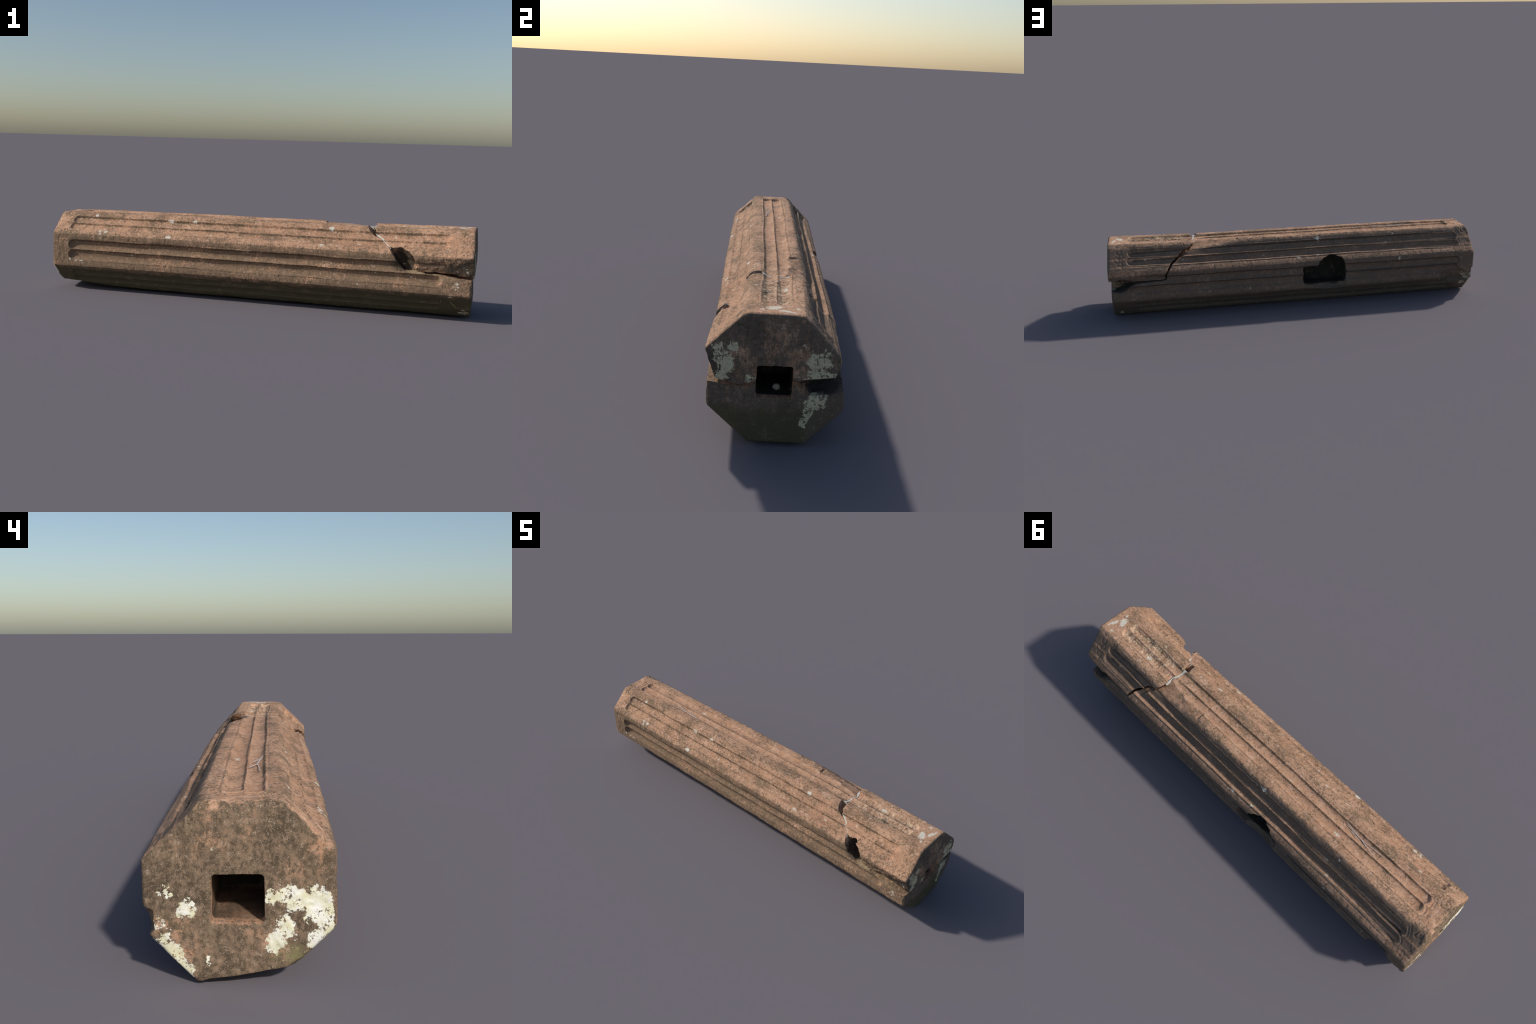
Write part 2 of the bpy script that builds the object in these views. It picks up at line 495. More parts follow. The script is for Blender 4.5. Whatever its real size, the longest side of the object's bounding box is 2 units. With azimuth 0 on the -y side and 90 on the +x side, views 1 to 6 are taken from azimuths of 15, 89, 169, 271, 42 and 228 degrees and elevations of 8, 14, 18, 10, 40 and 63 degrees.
LICHEN_DOTS = [
    ((-.80, -.09, .36), .010), ((-.75, -.165, .30), .012, (.7, 1, 1)), ((-.72, -.168, .296), .011, (.7, 1, 1)), ((-.745, -.175, .285), .007),
    ((-.41, -.10, .355), .012, (.6, 1, 1)), ((-.29, -.10, .36), .013, (.8, 1, 1)), ((-.395, -.18, .29), .013, (.7, 1, 1)), ((-.62, -.16, .31), .008),
    ((-.87, -.185, .235), .016, (.7, 1, 1)), ((-.90, -.19, .155), .011), ((-.92, -.19, .18), .009), ((-.84, -.19, .150), .012, (.8, 1, 1)), ((-.83, -.19, .165), .008),
    ((-.835, -.19, .140), .009), ((-.87, -.19, .150), .009), ((-.93, -.19, .175), .006), ((-.945, -.19, .19), .005), ((-.955, -.19, .185), .005),
    ((.33, -.175, .30), .014, (.7, 1, 1)), ((.36, -.10, .365), .016, (.9, 1, 1)), ((.40, -.165, .31), .015),
    ((.92, -.195, .170), .010), ((.905, -.195, .160), .005), ((.915, -.195, .145), .005), ((.925, -.195, .155), .005),
    ((.93, -.02, .385), .022, (1, .8, 1)), ((.955, .01, .385), .014, (1, .6, 1)), ((.93, .05, .385), .010), ((.62, -.01, .385), .012, (.6, 1, 1)), ((.60, .03, .385), .010),
    ((.70, .02, .38), .014, (.5, 1, 1)), ((-.47, .03, .375), .015, (.6, 1, 1)), ((-.19, -.02, .375), .007), ((-.22, .045, .38), .006),
    ((.93, -.18, .25), .008), ((.945, -.18, .24), .009), ((.955, -.18, .235), .007), ((.96, -.18, .22), .007), ((-.55, .10, .36), .008),
    ((-.41, .13, .33), .010, (.6, 1, 1)), ((-.12, .105, .365), .016, (.7, 1, 1)), ((-.11, .165, .285), .007, (.5, 1, 1)), ((.945, -.05, .386), .010), ((.962, .028, .386), .012, (1, .5, 1)), ((.922, -.005, .386), .017, (1.2, .8, 1)), ((.0, .17, .28), .01, (.6, 1, 1)),
    ((-.56, .19, .245), .012), ((-.67, .19, .245), .006),
]


def stone_material(name, fragment=False):
    mat = bpy.data.materials.new(name)
    T = NT(mat)
    co = T.n('ShaderNodeTexCoord').outputs['Object']
    sep = T.n('ShaderNodeSeparateXYZ'); T.link(co, sep.inputs[0])
    X, Y, Z = sep.outputs
    geo = T.n('ShaderNodeNewGeometry')
    nsep = T.n('ShaderNodeSeparateXYZ'); T.link(geo.outputs['True Normal'], nsep.inputs[0])
    # --- sandstone bed colours
    big = T.noise(T.mapping(co, (1.0, 1.6, 1.6)), 5.0, 4, .6)
    mid = T.noise(co, 38, 4, .65)
    mott = T.noise(co, 85, 5, .75)
    fine = T.noise(co, 190, 3, .75)
    grain = T.noise(co, 420, 2, .6)
    half = lambda v, k: T.math('MULTIPLY', T.math('SUBTRACT', v, .5), k)
    both = lambda a, b: T.math('MULTIPLY', a, b)
    speck = T.math('ADD', half(mott, .85), T.math('ADD', half(fine, .75), half(grain, .35)))
    col = T.mix(T.ramp(big, .36, .64), (.50, .278, .166), (.58, .336, .206))
    col = T.mix(T.ramp(T.math('ADD', mid, half(fine, .6)), .48, .66), col, (.66, .410, .275))
    # olive-brown weathering film: patches drawn out along the shaft, broken up by grain
    film = T.noise(T.mapping(co, (.8, 1.35, 1.35), (3.1, .2, .7)), 10, 5, .62, .3)
    front = both(T.ramp(Y, -.150, -.160), T.ramp(T.math('ADD', Z, T.math('MULTIPLY', half(film, 1.0), .02)), .283, .276))
    shoulder = both(both(T.ramp(Y, -.060, -.085), T.ramp(Y, -.125, -.095)), T.ramp(Z, .34, .35))
    top = both(T.ramp(Z, .360, .366), T.ramp(Y, -.045, -.030))
    bias = T.math('ADD', T.math('MULTIPLY', front, .185), T.math('MULTIPLY', shoulder, .07))
    bias = T.math('SUBTRACT', bias, T.math('MULTIPLY', both(top, T.ramp(Y, .052, .040)), .08))
    f = T.math('ADD', T.math('ADD', film, speck), bias)
    col = T.mix(T.math('MULTIPLY', T.ramp(f, .40, .68), .80), col, (.158, .115, .072))
    # dark broken lines along the flute lips
    lips = None
    for (ty, tz), (cy, cz), pos in (((-.7071, -.7071), (-.133, .329), (-.041, .003)), ((0, -1), (-.19, .202), (-.044, .003)), ((-1, 0), (.002, .38), (-.003, .041)), ((0, 1), (.192, .188), (-.001, .044)), ((-.7071, .7071), (.137, .323), (.000, .043))):
        sl = T.math('ADD', T.math('MULTIPLY', T.math('SUBTRACT', Y, cy), ty), T.math('MULTIPLY', T.math('SUBTRACT', Z, cz), tz))
        nrm = T.math('ABSOLUTE', T.math('SUBTRACT', T.math('MULTIPLY', T.math('SUBTRACT', Y, cy), tz), T.math('MULTIPLY', T.math('SUBTRACT', Z, cz), ty)))
        on = T.ramp(nrm, .030, .020)
        for p in pos:
            e = both(T.ramp(T.math('ABSOLUTE', T.math('SUBTRACT', sl, p)), .0085, .0015), on)
            lips = e if lips is None else T.math('MAXIMUM', lips, e)
    back = None  # lip shadows on the +y faces, drawn as dark stripes
    for (ty, tz), (cy, cz), pos in (((0, 1), (.192, .188), (-.001, .044)), ((-.7071, .7071), (.137, .323), (.000, .043)), ((.7071, .7071), (.14, .058), (0, .043))):
        sl = T.math('ADD', T.math('MULTIPLY', T.math('SUBTRACT', Y, cy), ty), T.math('MULTIPLY', T.math('SUBTRACT', Z, cz), tz))
        nrm = T.math('ABSOLUTE', T.math('SUBTRACT', T.math('MULTIPLY', T.math('SUBTRACT', Y, cy), tz), T.math('MULTIPLY', T.math('SUBTRACT', Z, cz), ty)))
        for p in pos:
            e = both(T.ramp(T.math('ABSOLUTE', T.math('SUBTRACT', sl, p)), .0075, .0015), T.ramp(nrm, .030, .022))
            back = e if back is None else T.math('MAXIMUM', back, e)
    back = both(back, both(T.ramp(X, -.93, -.89), T.ramp(X, .90, .86)))
    lips = both(lips, both(T.ramp(X, -.93, -.89), T.ramp(X, .90, .86)))
    lg_ = T.math('ADD', T.math('MULTIPLY', lips, .55), T.math('ADD', speck, half(film, 1.1)))
    col = T.mix(T.math('MULTIPLY', both(lips, T.ramp(lg_, .25, .60)), .8), col, (.115, .084, .052))
    # vertical run marks on the upright faces
    run = T.noise(T.mapping(co, (1.6, 1, .45), (.3, 2, 5)), 40, 4, .7)
    r = T.math('ADD', run, half(fine, .5))
    upright = T.ramp(T.math('ABSOLUTE', Y), .165, .182)
    col = T.mix(T.math('MULTIPLY', both(upright, T.ramp(r, .50, .62)), .65), col, (.135, .098, .064))
    # dark grit and pale grains
    col = T.mix(T.math('MULTIPLY', T.ramp(T.math('ADD', fine, half(mott, .7)), .55, .65), .60), col, (.150, .100, .066))
    pale = T.math('ADD', T.noise(co, 110, 5, .75), half(grain, .6))
    col = T.mix(T.math('MULTIPLY', T.ramp(pale, .58, .72), .50), col, (.76, .54, .39))
    # --- biofilm on the two end faces
    fx = nsep.outputs[0]
    warp = T.noise(co, 26, 4, .7)
    wv = T.math('SUBTRACT', warp, .5)
    streak = T.noise(T.mapping(co, (1, 1.25, .8)), 46, 5, .74)
    st = T.math('ADD', streak, T.math('MULTIPLY', speck, .8))
    endm = both(T.ramp(T.math('MULTIPLY', fx, -1.0), .40, .75), T.ramp(X, -.93, -.965))
    endp = both(T.ramp(fx, .40, .75), T.ramp(X, .90, .955))
    cover = T.noise(co, 9, 4, .6)
    bare = T.spots(co, [((-.99, .02, .275), .07), ((-.99, -.01, .06), .08), ((-.99, .09, .11), .06), ((-.99, .15, .29), .04), ((-.99, -.15, .29), .04), ((-.99, -.10, .22), .04)])
    bare = T.math('MULTIPLY', T.ramp(bare, -.3, .7), .11)
    film_end = T.math('SUBTRACT', 1.0, T.ramp(T.math('SUBTRACT', cover, bare), .46, .30))
    st_e = T.math('SUBTRACT', st, T.math('MULTIPLY', bare, .4))
    cov_e = T.math('SUBTRACT', cover, bare)
    col = T.mix(T.math('MULTIPLY', endm, film_end), col, (.250, .172, .112))
    col = T.mix(T.math('MULTIPLY', both(endm, T.ramp(st_e, .36, .58)), .86), col, (.118, .086, .055))
    col = T.mix(T.math('MULTIPLY', both(endm, T.ramp(T.math('ADD', cov_e, speck), .48, .62)), .70), col, (.080, .060, .040))
    lite = T.math('ADD', T.noise(co, 95, 4, .7), half(grain, .9))
    col = T.mix(T.math('MULTIPLY', both(endm, T.ramp(lite, .56, .74)), .60), col, (.58, .43, .31))
    pinkp = T.spots(co, [((.99, -.005, .34), .05), ((.99, -.01, .29), .05), ((.99, .06, .26), .06), ((.99, -.10, .25), .05)])
    st2 = T.math('ADD', st, T.math('MULTIPLY', T.ramp(pinkp, -.2, .6), .14))
    col = T.mix(T.math('MULTIPLY', both(endp, T.ramp(st2, .78, .50)), .92), col, (.112, .090, .071))
    col = T.mix(T.math('MULTIPLY', both(endp, T.ramp(T.math('ADD', cover, speck), .50, .66)), .6), col, (.045, .038, .032))
    col = T.mix(T.math('MULTIPLY', both(endp, T.ramp(lite, .58, .72)), .5), col, (.36, .285, .215))
    # --- algae and damp low on the stone
    low = T.math('ADD', Z, T.math('MULTIPLY', wv, .08))
    alg = both(T.ramp(low, .128, .098), T.math('SUBTRACT', 1.0, endm))
    al = T.math('ADD', T.noise(T.mapping(co, (.8, 1.2, 1.2), (0, 4, 0)), 22, 4, .6), speck)
    col = T.mix(both(alg, T.ramp(al, .98, .56)), col, (.100, .084, .050))
    col = T.mix(T.math('MULTIPLY', both(alg, T.ramp(al, .56, .74)), .55), col, (.165, .150, .068))
    # grey-black crust on the +y flank
    cr = T.math('ADD', T.noise(T.mapping(co, (.6, 1, 1)), 60, 4, .65), speck)
    flank_tone = both(T.ramp(T.math('ADD', Y, T.math('MULTIPLY', wv, .05)), .078, .096), T.ramp(Z, .376, .370))
    zy = T.math('ADD', T.math('SUBTRACT', Z, Y), T.math('MULTIPLY', wv, .025))
    steep = T.math('SUBTRACT', 1.0, T.math('MULTIPLY', both(T.ramp(zy, .066, .076), T.ramp(zy, .114, .104)), .85))
    # cleaner orange bands along the bevels of the +y shoulder flutes
    stb = T.math('MULTIPLY', T.math('SUBTRACT', T.math('SUBTRACT', Z, .323), T.math('SUBTRACT', Y, .137)), .7071)
    bevel_bands = T.math('MAXIMUM', T.ramp(T.math('ABSOLUTE', T.math('SUBTRACT', stb, .005)), .0075, .0045), T.ramp(T.math('ABSOLUTE', T.math('ADD', stb, .040)), .0075, .0045))
    bevel_bands = both(both(bevel_bands, T.ramp(Z, .270, .280)), T.ramp(Z, .36, .35))
    steep = both(steep, T.math('SUBTRACT', 1.0, T.math('MULTIPLY', bevel_bands, .8)))
    flank_tone = both(flank_tone, T.math('SUBTRACT', 1.0, endm))
    col = T.mix(T.math('MULTIPLY', both(both(flank_tone, steep), T.ramp(cr, .90, .50)), .88), col, (.138, .104, .081))
    col = T.mix(T.math('MULTIPLY', both(back, T.ramp(T.math('ADD', T.math('MULTIPLY', back, .5), speck), .15, .50)), .65), col, (.050, .041, .033))
    gr = T.math('ADD', T.noise(co, 150, 3, .7), half(mott, .8))
    col = T.mix(T.math('MULTIPLY', both(flank_tone, T.ramp(gr, .58, .72)), .55), col, (.38, .265, .19))
    holes = None  # mortise interiors tinted near-black for the shade inside
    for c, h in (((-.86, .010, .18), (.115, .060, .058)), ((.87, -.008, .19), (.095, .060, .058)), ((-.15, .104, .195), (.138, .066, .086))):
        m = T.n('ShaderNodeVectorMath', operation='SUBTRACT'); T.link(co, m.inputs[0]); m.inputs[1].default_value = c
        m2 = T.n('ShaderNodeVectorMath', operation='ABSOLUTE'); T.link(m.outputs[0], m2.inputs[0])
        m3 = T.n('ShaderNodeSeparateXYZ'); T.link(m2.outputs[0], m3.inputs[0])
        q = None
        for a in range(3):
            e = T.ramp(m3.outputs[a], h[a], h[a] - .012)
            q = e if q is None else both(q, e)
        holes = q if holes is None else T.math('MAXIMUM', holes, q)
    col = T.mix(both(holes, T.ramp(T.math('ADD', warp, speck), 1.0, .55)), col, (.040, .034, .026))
    # damp under the fragment at the +x end, tan dust on the broken ledge in front
    dark_tone = T.spot(co, (.93, .13, .185), .085, (1, 1, 1.5))
    col = T.mix(T.math('MULTIPLY', T.ramp(T.math('ADD', dark_tone, speck), .10, .45), .9), col, (.030, .027, .024))
    dust = T.spots(co, [((.76, -.17, .203), .05, (.8, 1, 3)), ((.87, -.185, .192), .06, (.7, 1, 2.2)), ((.70, -.16, .21), .03)])
    col = T.mix(T.math('MULTIPLY', T.ramp(T.math('ADD', dust, speck), .15, .6), .32), col, (.44, .32, .19))
    # hollow of the front break darkened in colour with its inner shadow
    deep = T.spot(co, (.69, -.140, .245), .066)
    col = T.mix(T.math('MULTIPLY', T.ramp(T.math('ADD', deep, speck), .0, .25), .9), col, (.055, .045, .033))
    if fragment:
        dk = T.spots(co, [((.97, -.185, .235), .065, (.8, 1, 1)), ((.90, -.180, .225), .045)])
        col = T.mix(T.math('MULTIPLY', T.ramp(T.math('ADD', dk, speck), .0, .5), .85), col, (.085, .066, .048))
        fl = both(both(T.ramp(X, .56, .60), T.ramp(X, .895, .88)), both(T.ramp(Z, .362, .368), T.ramp(T.math('ABSOLUTE', T.math('ADD', Y, .008)), .052, .040)))
        cr2 = T.math('ADD', T.noise(co, 60, 4, .7), half(fine, .9))
        col = T.mix(T.math('MULTIPLY', both(fl, T.ramp(cr2, .53, .62)), .8), col, (.66, .52, .36))
        col = T.mix(T.math('MULTIPLY', both(fl, T.ramp(cr2, .46, .38)), .6), col, (.20, .145, .095))
    # --- lichen
    lw = T.n('ShaderNodeVectorMath', operation='ADD')
    nz = T.n('ShaderNodeTexNoise'); T.link(co, nz.inputs['Vector'])
    nz.inputs['Scale'].default_value = 55; nz.inputs['Detail'].default_value = 4; nz.inputs['Roughness'].default_value = .65
    sc = T.n('ShaderNodeVectorMath', operation='MULTIPLY_ADD')
    T.link(nz.outputs['Color'], sc.inputs[0]); sc.inputs[1].default_value = (.050,) * 3; sc.inputs[2].default_value = (-.025,) * 3
    T.link(co, lw.inputs[0]); T.link(sc.outputs[0], lw.inputs[1])
    lwv = lw.outputs[0]
    lw2 = T.n('ShaderNodeVectorMath', operation='ADD')
    sc2 = T.n('ShaderNodeVectorMath', operation='MULTIPLY_ADD')
    nz2 = T.n('ShaderNodeTexNoise'); T.link(co, nz2.inputs['Vector']); nz2.inputs['Scale'].default_value = 150; nz2.inputs['Detail'].default_value = 3
    T.link(nz2.outputs['Color'], sc2.inputs[0]); sc2.inputs[1].default_value = (.020,) * 3; sc2.inputs[2].default_value = (-.010,) * 3
    T.link(co, lw2.inputs[0]); T.link(sc2.outputs[0], lw2.inputs[1])
    hole = T.ramp(T.math('ADD', T.noise(co, 40, 5, .75), half(fine, .8)), .36, .43)
    if not fragment:
        lp = T.math('MULTIPLY', T.ramp(T.math('ADD', T.spots(lwv, LICHEN_PALE), half(mott, 1.3)), .10, .22), hole)
        lp = both(lp, T.ramp(X, -.980, -.990))
        col = T.mix(lp, col, T.mix(T.ramp(mid, .35, .65), (.80, .75, .50), (.92, .90, .80)))
        moss = T.math('MULTIPLY', T.ramp(T.spot(lwv, (-.985, -.085, .068), .050, (1, 1, 1.4)), .02, .5), T.ramp(warp, .35, .6))
        col = T.mix(T.math('MULTIPLY', both(moss, T.ramp(speck, -.15, .15)), .75), col, (.27, .265, .105))
    g = [s for s in LICHEN_GREY if (s[0][0] < .97) != fragment or s[0][0] > .97]
    hole2 = T.ramp(T.math('ADD', T.noise(co, 60, 4, .7), half(fine, .6)), .38, .50)
    lg = T.math('MULTIPLY', T.ramp(T.spots(lwv, g), .04, .22), hole2)
    col = T.mix(T.math('MULTIPLY', lg, .92), col, T.mix(T.ramp(fine, .3, .7), (.50, .445, .285), (.66, .60, .41)))
    d = [s for s in LICHEN_DOTS if (s[0][0] > .54) == fragment or s[0][2] < .2]
    ld = T.ramp(T.math('ADD', T.spots(lw2.outputs[0], d), T.math('ADD', half(fine, 1.1), half(mott, 1.5))), .22, .46)
    col = T.mix(T.math('MULTIPLY', ld, .90), col, (.74, .70, .58))
    # scattered small crusts
    vor = T.n('ShaderNodeTexVoronoi'); T.link(lw2.outputs[0], vor.inputs['Vector']); vor.inputs['Scale'].default_value = 26
    vr = T.n('ShaderNodeSeparateColor'); T.link(vor.outputs['Color'], vr.inputs[0])
    tiny = T.math('MULTIPLY', T.ramp(T.math('ADD', vor.outputs['Distance'], T.math('MULTIPLY', vr.outputs[1], .12)), .20, .12), T.ramp(vr.outputs[0], .80, .82))
    col = T.mix(T.math('MULTIPLY', both(tiny, T.ramp(Z, .10, .15)), .65), col, (.74, .63, .48))
    # --- fine relief
    bn = T.n('ShaderNodeBump'); bn.inputs['Strength'].default_value = .55; bn.inputs['Distance'].default_value = .0015
    hgt = T.math('ADD', T.math('MULTIPLY', fine, .8), T.math('MULTIPLY', grain, .35))
    hgt = T.math('ADD', hgt, T.math('MULTIPLY', mid, .9))
    T.link(hgt, bn.inputs['Height'])
    bs = T.n('ShaderNodeBsdfPrincipled')
    T.link(col, bs.inputs['Base Color'])
    bs.inputs['Roughness'].default_value = .92
    bs.inputs['Specular IOR Level'].default_value = .18
    T.link(bn.outputs['Normal'], bs.inputs['Normal'])
    out = T.n('ShaderNodeOutputMaterial')
    T.link(bs.outputs[0], out.inputs['Surface'])
    return mat


def plain_material(name, a, b, scale=90, rough=.9):
    mat = bpy.data.materials.new(name)
    T = NT(mat)
    co = T.n('ShaderNodeTexCoord').outputs['Object']
    n = T.noise(co, scale, 4, .65)
    col = T.mix(T.ramp(n, .35, .65), a, b)
    bn = T.n('ShaderNodeBump'); bn.inputs['Strength'].default_value = .5; bn.inputs['Distance'].default_value = .002
    T.link(n, bn.inputs['Height'])
    bs = T.n('ShaderNodeBsdfPrincipled')
    T.link(col, bs.inputs['Base Color']); bs.inputs['Roughness'].default_value = rough
    bs.inputs['Specular IOR Level'].default_value = .2
    T.link(bn.outputs[0], bs.inputs['Normal'])
    out = T.n('ShaderNodeOutputMaterial'); T.link(bs.outputs[0], out.inputs['Surface'])
    return mat


def ease_edges(ob, angle=58, rings=2, times=5):
    """wear the broken and cut edges round: relax the vertices close to any sharp edge"""
    me = ob.data
    me.set_sharp_from_angle(angle=math.radians(angle))
    ne = len(me.edges)
    ev = np.empty(ne * 2, np.int32); me.edges.foreach_get("vertices", ev); ev = ev.reshape(-1, 2)
    sharp = np.zeros(ne, bool); me.attributes["sharp_edge"].data.foreach_get("value", sharp)
    mark = np.zeros(len(me.vertices), bool); mark[ev[sharp].ravel()] = True
    for _ in range(rings):
        hit = mark[ev].any(1)
        mark[ev[hit].ravel()] = True
    co = np.empty(len(me.vertices) * 3, np.float32); me.vertices.foreach_get("co", co)
    co = co.reshape(-1, 3).astype(float)
    deg = np.bincount(ev.ravel(), minlength=len(co)).astype(float)
    for _ in range(times):
        acc = np.stack([np.bincount(ev[:, 0], co[ev[:, 1], a], len(co)) + np.bincount(ev[:, 1], co[ev[:, 0], a], len(co)) for a in range(3)], 1)
        co[mark] += .5 * (acc[mark] / deg[mark][:, None] - co[mark])
    me.vertices.foreach_set("co", co.astype(np.float32).ravel())
    me.update()


def finish(ob, mat, angle=48):
    me = ob.data
    me.materials.clear(); me.materials.append(mat)
    me.polygons.foreach_set("use_smooth", np.ones(len(me.polygons), bool))
    me.set_sharp_from_angle(angle=math.radians(angle))
    me.update()


# ------------------------------------------------------------------ build: shaft
V, Q, T3 = build_tube("shaft", -.9945, .9835, 760, 62)
# underside of the -x end broken off on a slant, with its two bottom corners
V = shear_off(V, (-.985, .105, .004), (-.985, -.093, .040), (-.56, -.09, .006), (-.9, -.08, -.1), .004, 20, 201)
V = shear_off(V, (-.985, -.120, .052), (-.985, -.181, .115), (-.80, -.165, .080), (-1, -.2, 0), .006, 24, 202)
V = shear_off(V, (-.985, .178, .072), (-.985, .10, .002), (-.86, .172, .066), (-1, .25, .0), .003, 26, 204)
V = shear_off(V, (-1.0, -.10, .055), (-.950, -.10, .022), (-.965, -.17, .080), (-1.05, -.1, 0), .004, 40, 205)
V = shear_off(V, (-1.0, 0, .352), (-.980, .02, .376), (-.992, -.085, .364), (-1.05, 0, .45), .005, 45, 206)
V = shear_off(V, (-1.004, .100, .345), (-.974, .110, .353), (-1.003, .165, .285), (-1.05, .2, .4), .005, 45, 207)
V = shear_off(V, (-1.0, -.100, .345), (-.980, -.105, .350), (-.998, -.150, .300), (-1.05, -.2, .4), .005, 45, 208)
# rounded lower corners of the +x end
V = shear_off(V, (.988, -.188, .118), (.966, -.202, .118), (.988, -.188, .20), (1.05, -.25, .15), .003, 40, 209)
V = shear_off(V, (.984, .00, .013), (.966, .00, .003), (.984, .1, .013), (1.05, 0, -.05), .003, 40, 210)
# arris between top and +y shoulder lost just before the crack
V = shear_off(V, (.30, .060, .386), (.545, .020, .374), (.545, .118, .333), (.5, .12, .42), .003, 30, 211)
shaft = make_mesh("shaft", V, Q, T3)
boolean(shaft, fracture_cutter("cut", -1), 'DIFFERENCE')
boolean(shaft, socket("cut", (-1.1, -.042, .130), (-.76, .062, .229), rnd=.010, seed=1), 'DIFFERENCE')
boolean(shaft, socket("cut", (.80, -.059, .146), (1.1, .043, .30), rnd=.010, seed=5), 'DIFFERENCE')
boolean(shaft, socket("cut", (-.265, .074, .126), (-.030, .30, .238), rnd=.018, amp=.008, seed=9), 'DIFFERENCE')
boolean(shaft, blob("cut", (-.188, .190, .232), (.074, .125, .054), amp=.15, seed=3), 'DIFFERENCE')
boolean(shaft, blob("cut", (-.165, .212, .126), (.092, .055, .036), amp=.3, seed=4), 'DIFFERENCE')

# scoop and notch in the lower +y arris near the -x end
boolean(shaft, blob("cut", (-.888, .208, .098), (.098, .060, .066), amp=.28, seed=6), 'DIFFERENCE')
boolean(shaft, blob("cut", (-1.0, .222, .128), (.055, .052, .046), amp=.25, seed=7), 'DIFFERENCE')

# ------------------------------------------------------------------ build: fragment
V, Q, T3 = build_tube("broken_fragment", .43, .9905, 250, 62, wedge=True)
V = shear_off(V, (.99, -.186, .264), (.99, -.153, .186), (.70, -.178, .225), (.9, -.25, .18), .006, 26, 221)
V = shear_off(V, (.99, .186, .250), (.99, .168, .205), (.80, .198, .215), (1, .25, .18), .004, 26, 222)
V = shear_off(V, (.56, -.075, .386), (.545, -.03, .374), (.535, -.10, .350), (.5, -.1, .42), .003, 40, 223)
frag = make_mesh("broken_fragment", V, Q, T3)
boolean(frag, fracture_cutter("cut", 1), 'INTERSECT')
boolean(frag, blob("cut", (.692, -.182, .249), (.086, .070, .046), rot=(0, math.radians(44), 0), amp=.28, seed=12), 'DIFFERENCE')
boolean(frag, blob("cut", (.912, .200, .208), (.055, .045, .017), amp=.15, seed=13), 'DIFFERENCE')
boolean(frag, blob("cut", (.847, -.188, .240), (.046, .017, .015), amp=.15, seed=14), 'DIFFERENCE')
boolean(frag, socket("cut", (.80, -.046, .06), (1.1, .055, .238), rnd=.010, seed=21), 'DIFFERENCE')
# the fragment has slipped: a small yaw and pitch about the crack
piv = Vector((.55, 0, .30))
M = Matrix.Translation(piv) @ Matrix.Rotation(-.029, 4, 'Z') @ Matrix.Rotation(-.016, 4, 'Y') @ Matrix.Translation(-piv)
frag.data.transform(M)

# ------------------------------------------------------------------ mortar in the crack
def mortar(name, zr, yr, f, inset):
    """slab between both fracture faces over a patch of the sheet, trimmed just below the stone surface"""
    nt, ny = 300, 210
    Xa, Ya, Za = sheet_points(nt, ny, -1)
    Xb, Yb, Zb = sheet_points(nt, ny, 1)
    ref = Za[:, ny // 4]
    steps = np.arange(nt)
    rows = np.nonzero((ref <= zr[0]) & (ref >= zr[1]) & (Xa[:, 0] < zr[2]) & (Xa[:, 0] > zr[3]))[0]
    cols = np.nonzero((Ya[0] >= yr[0]) & (Ya[0] <= yr[1]))[0]
    A = np.stack([Xa, Ya, Za], 2)[rows[0]:rows[-1] + 1, cols[0]:cols[-1] + 1]
    B = np.stack([Xb, Yb, Zb], 2)[rows[0]:rows[-1] + 1, cols[0]:cols[-1] + 1]
    mid = (A + B) / 2
    flat = mid.reshape(-1, 3)
    k = (f * (1 + .35 * fbm(flat, 45, 2, 301))).reshape(mid.shape[:2])[:, :, None]
    d = (B - A) / np.maximum(np.linalg.norm(B - A, axis=2), 1e-6)[:, :, None]
    w = np.minimum(np.arange(len(k)), np.arange(len(k))[::-1])[:, None, None]
    k = k * (.15 + .85 * sstep(0, 10, w))
    A = mid - d * k; B = mid + d * k
    r, c = A.shape[:2]
    i = np.arange(r * c).reshape(r, c); j = i + r * c
    q = lambda a: np.stack([a[:-1, :-1], a[1:, :-1], a[1:, 1:], a[:-1, 1:]], 2).reshape(-1, 4)
    Q = [q(i), q(j)[:, ::-1]]
    for e0, e1 in ((i[0], j[0]), (i[-1], j[-1]), (i[:, 0], j[:, 0]), (i[:, -1], j[:, -1])):
        Q.append(np.stack([e0[:-1], e0[1:], e1[1:], e1[:-1]], 1))
    ob = make_mesh(name, np.concatenate([A.reshape(-1, 3), B.reshape(-1, 3)]), np.concatenate(Q))
    Vt, Qt, Tt = build_tube("cut", .40, .95, 200, 40, cap_rings=10)
    Vt[:, 1] *= 1 - inset / .19
    Vt[:, 2] = .193 + (Vt[:, 2] - .193) * (1 - inset / .19)
    boolean(ob, make_mesh("cut", Vt, Qt, Tt), 'INTERSECT')
    return ob
seam_top = mortar("lime_mortar_seam", (.40, .362, .60, .40), (-.050, .060), .0056, .0006)
seam_side = mortar("lime_mortar_seam", (.358, .296, .70, .40), (-.26, -.085), .0042, .0008)
ledge = mortar("bedding_mortar", (.30, .19, .785, .700), (-.26, -.13), .0048, .002)
for ob in (seam_top, seam_side, ledge):
    ob["kind"] = "stuff"

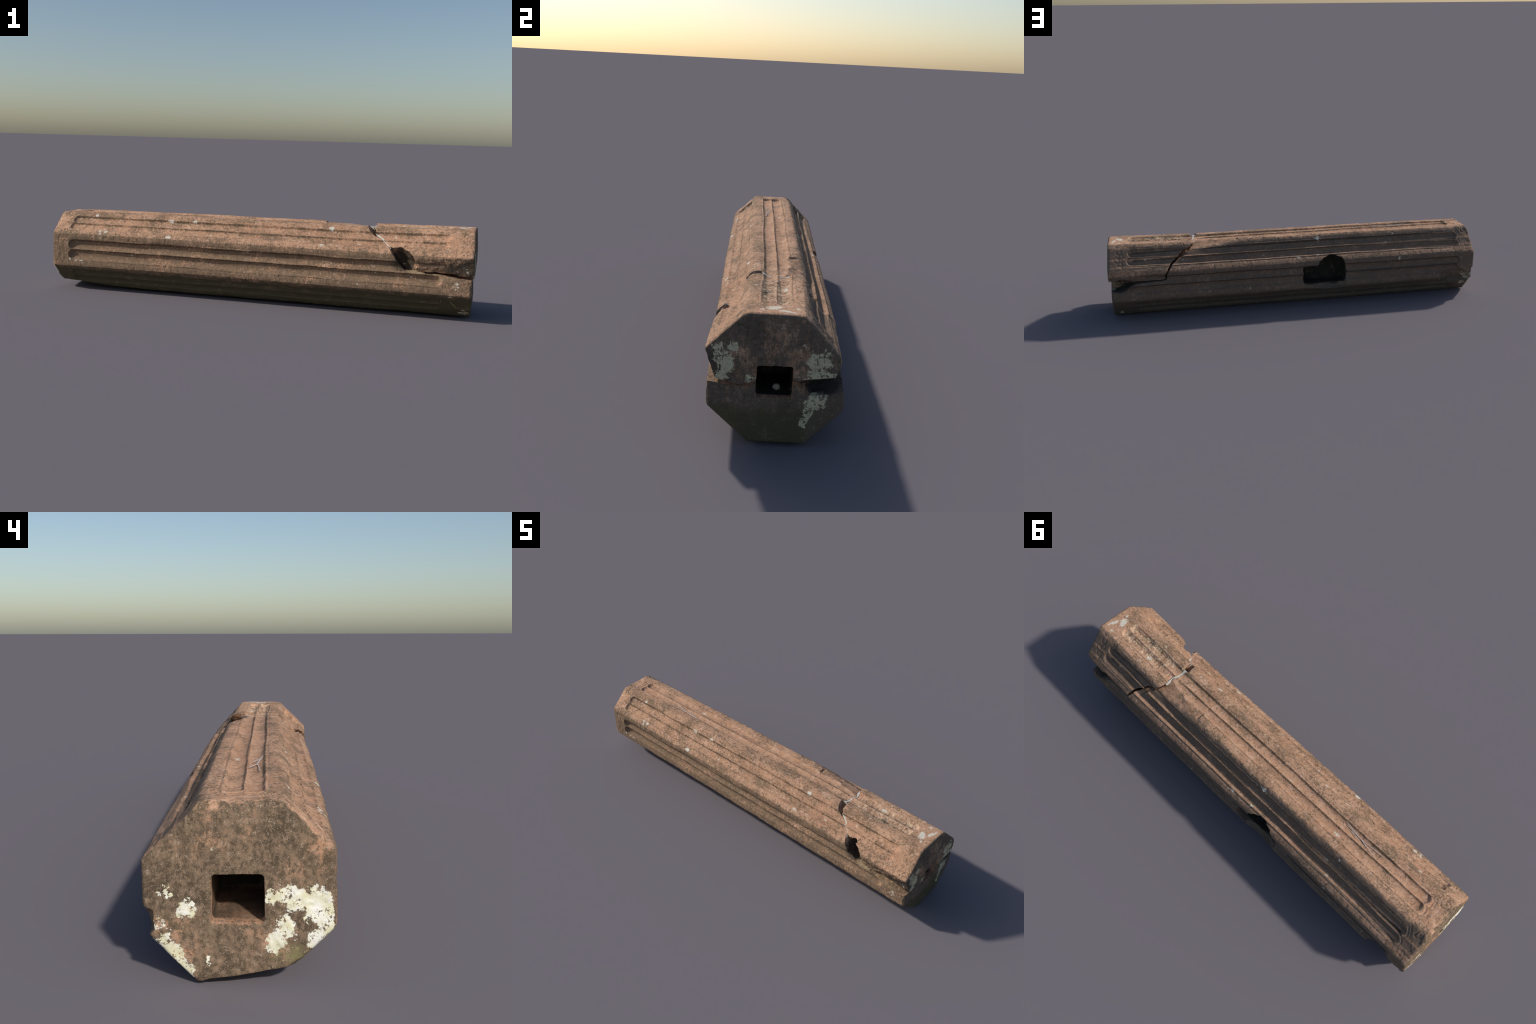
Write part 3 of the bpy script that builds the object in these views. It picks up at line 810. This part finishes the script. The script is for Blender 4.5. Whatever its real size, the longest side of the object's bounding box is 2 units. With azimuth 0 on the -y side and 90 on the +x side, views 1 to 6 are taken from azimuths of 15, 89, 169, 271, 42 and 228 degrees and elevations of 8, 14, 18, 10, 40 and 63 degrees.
# ------------------------------------------------------------------ loose bits
def tube(name, pts, r, taper=True):
    cu = bpy.data.curves.new(name, 'CURVE'); cu.dimensions = '3D'
    sp = cu.splines.new('POLY'); sp.points.add(len(pts) - 1)
    for i, p in enumerate(pts):
        sp.points[i].co = (*p, 1)
        sp.points[i].radius = 1 if not taper else .4 + .6 * math.sin(math.pi * (i + .5) / len(pts))
    cu.bevel_depth = r; cu.bevel_resolution = 2; cu.use_fill_caps = True
    ob = bpy.data.objects.new(name, cu)
    dg = bpy.context.evaluated_depsgraph_get()
    bpy.context.scene.collection.objects.link(ob)
    dg.update()
    me = bpy.data.meshes.new_from_object(ob.evaluated_get(dg))
    bpy.data.objects.remove(ob); bpy.data.curves.remove(cu)
    ob = bpy.data.objects.new(name, me)
    me.name = name
    bpy.context.scene.collection.objects.link(ob)
    return ob

straw = plain_material("dry_straw", (.55, .54, .52), (.70, .69, .68), 60)
green = plain_material("dry_grass", (.30, .27, .10), (.42, .37, .16), 60)
parts = []
zt = .3735
for pts in ([(-.46, -.035, zt + .003), (-.56, -.020, zt - .003), (-.64, -.004, zt + .004)],
            [(-.55, -.022, zt - .003), (-.66, -.029, zt + .001)],
            [(-.50, -.022, zt - .001), (-.545, -.012, zt + .002)],
            [(-.47, -.027, zt - .002), (-.56, -.021, zt - .002)]):
    parts.append(tube("straw", pts, .0011))
for pts in ([(.895, -.17, .090), (.905, -.168, .078), (.918, -.166, .070)], [(.855, -.17, .098), (.857, -.168, .088), (.856, -.166, .080)],
            [(-.50, .17, .075), (-.49, .165, .066), (-.488, .160, .060)], [(-.30, .165, .070), (-.31, .162, .062), (-.315, .158, .056)]):
    ob = tube("grass_blade", pts, .0012)
    ob.data.materials.append(green); parts.append(ob)
peb = blob("pebble", (.93, .0, .158), (.012, .011, .010), amp=.35, seed=31, sub=3)
parts.append(peb)

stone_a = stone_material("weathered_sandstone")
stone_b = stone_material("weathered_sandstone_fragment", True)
lime = plain_material("lime_mortar", (.58, .55, .47), (.74, .72, .66), 140)
ease_edges(shaft); ease_edges(frag)
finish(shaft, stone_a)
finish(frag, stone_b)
finish(seam_top, lime, 60); finish(seam_side, lime, 60)
finish(ledge, plain_material("tan_mortar", (.24, .17, .10), (.42, .31, .19), 120), 60)
finish(peb, plain_material("pebble_stone", (.30, .24, .19), (.42, .35, .28), 120), 80)
for ob in parts:
    if ob.name.startswith("straw"):
        ob.data.materials.clear(); ob.data.materials.append(straw)

root = bpy.data.objects.new("octagonal_stone_column", None)
bpy.context.scene.collection.objects.link(root)
root["label"] = "fallen octagonal fluted sandstone column, cracked and lichen-spotted"
root["category"] = "stone column"
for ob in [shaft, frag, seam_top, seam_side, ledge] + parts:
    ob.parent = root
    ob.data.transform(Matrix.Translation((0, 0, -.0015)))
for ob in (shaft, frag):
    c = np.empty(len(ob.data.vertices) * 3, np.float32); ob.data.vertices.foreach_get("co", c); c = c.reshape(-1, 3)
    print(ob.name, len(ob.data.polygons), c.min(0), c.max(0))
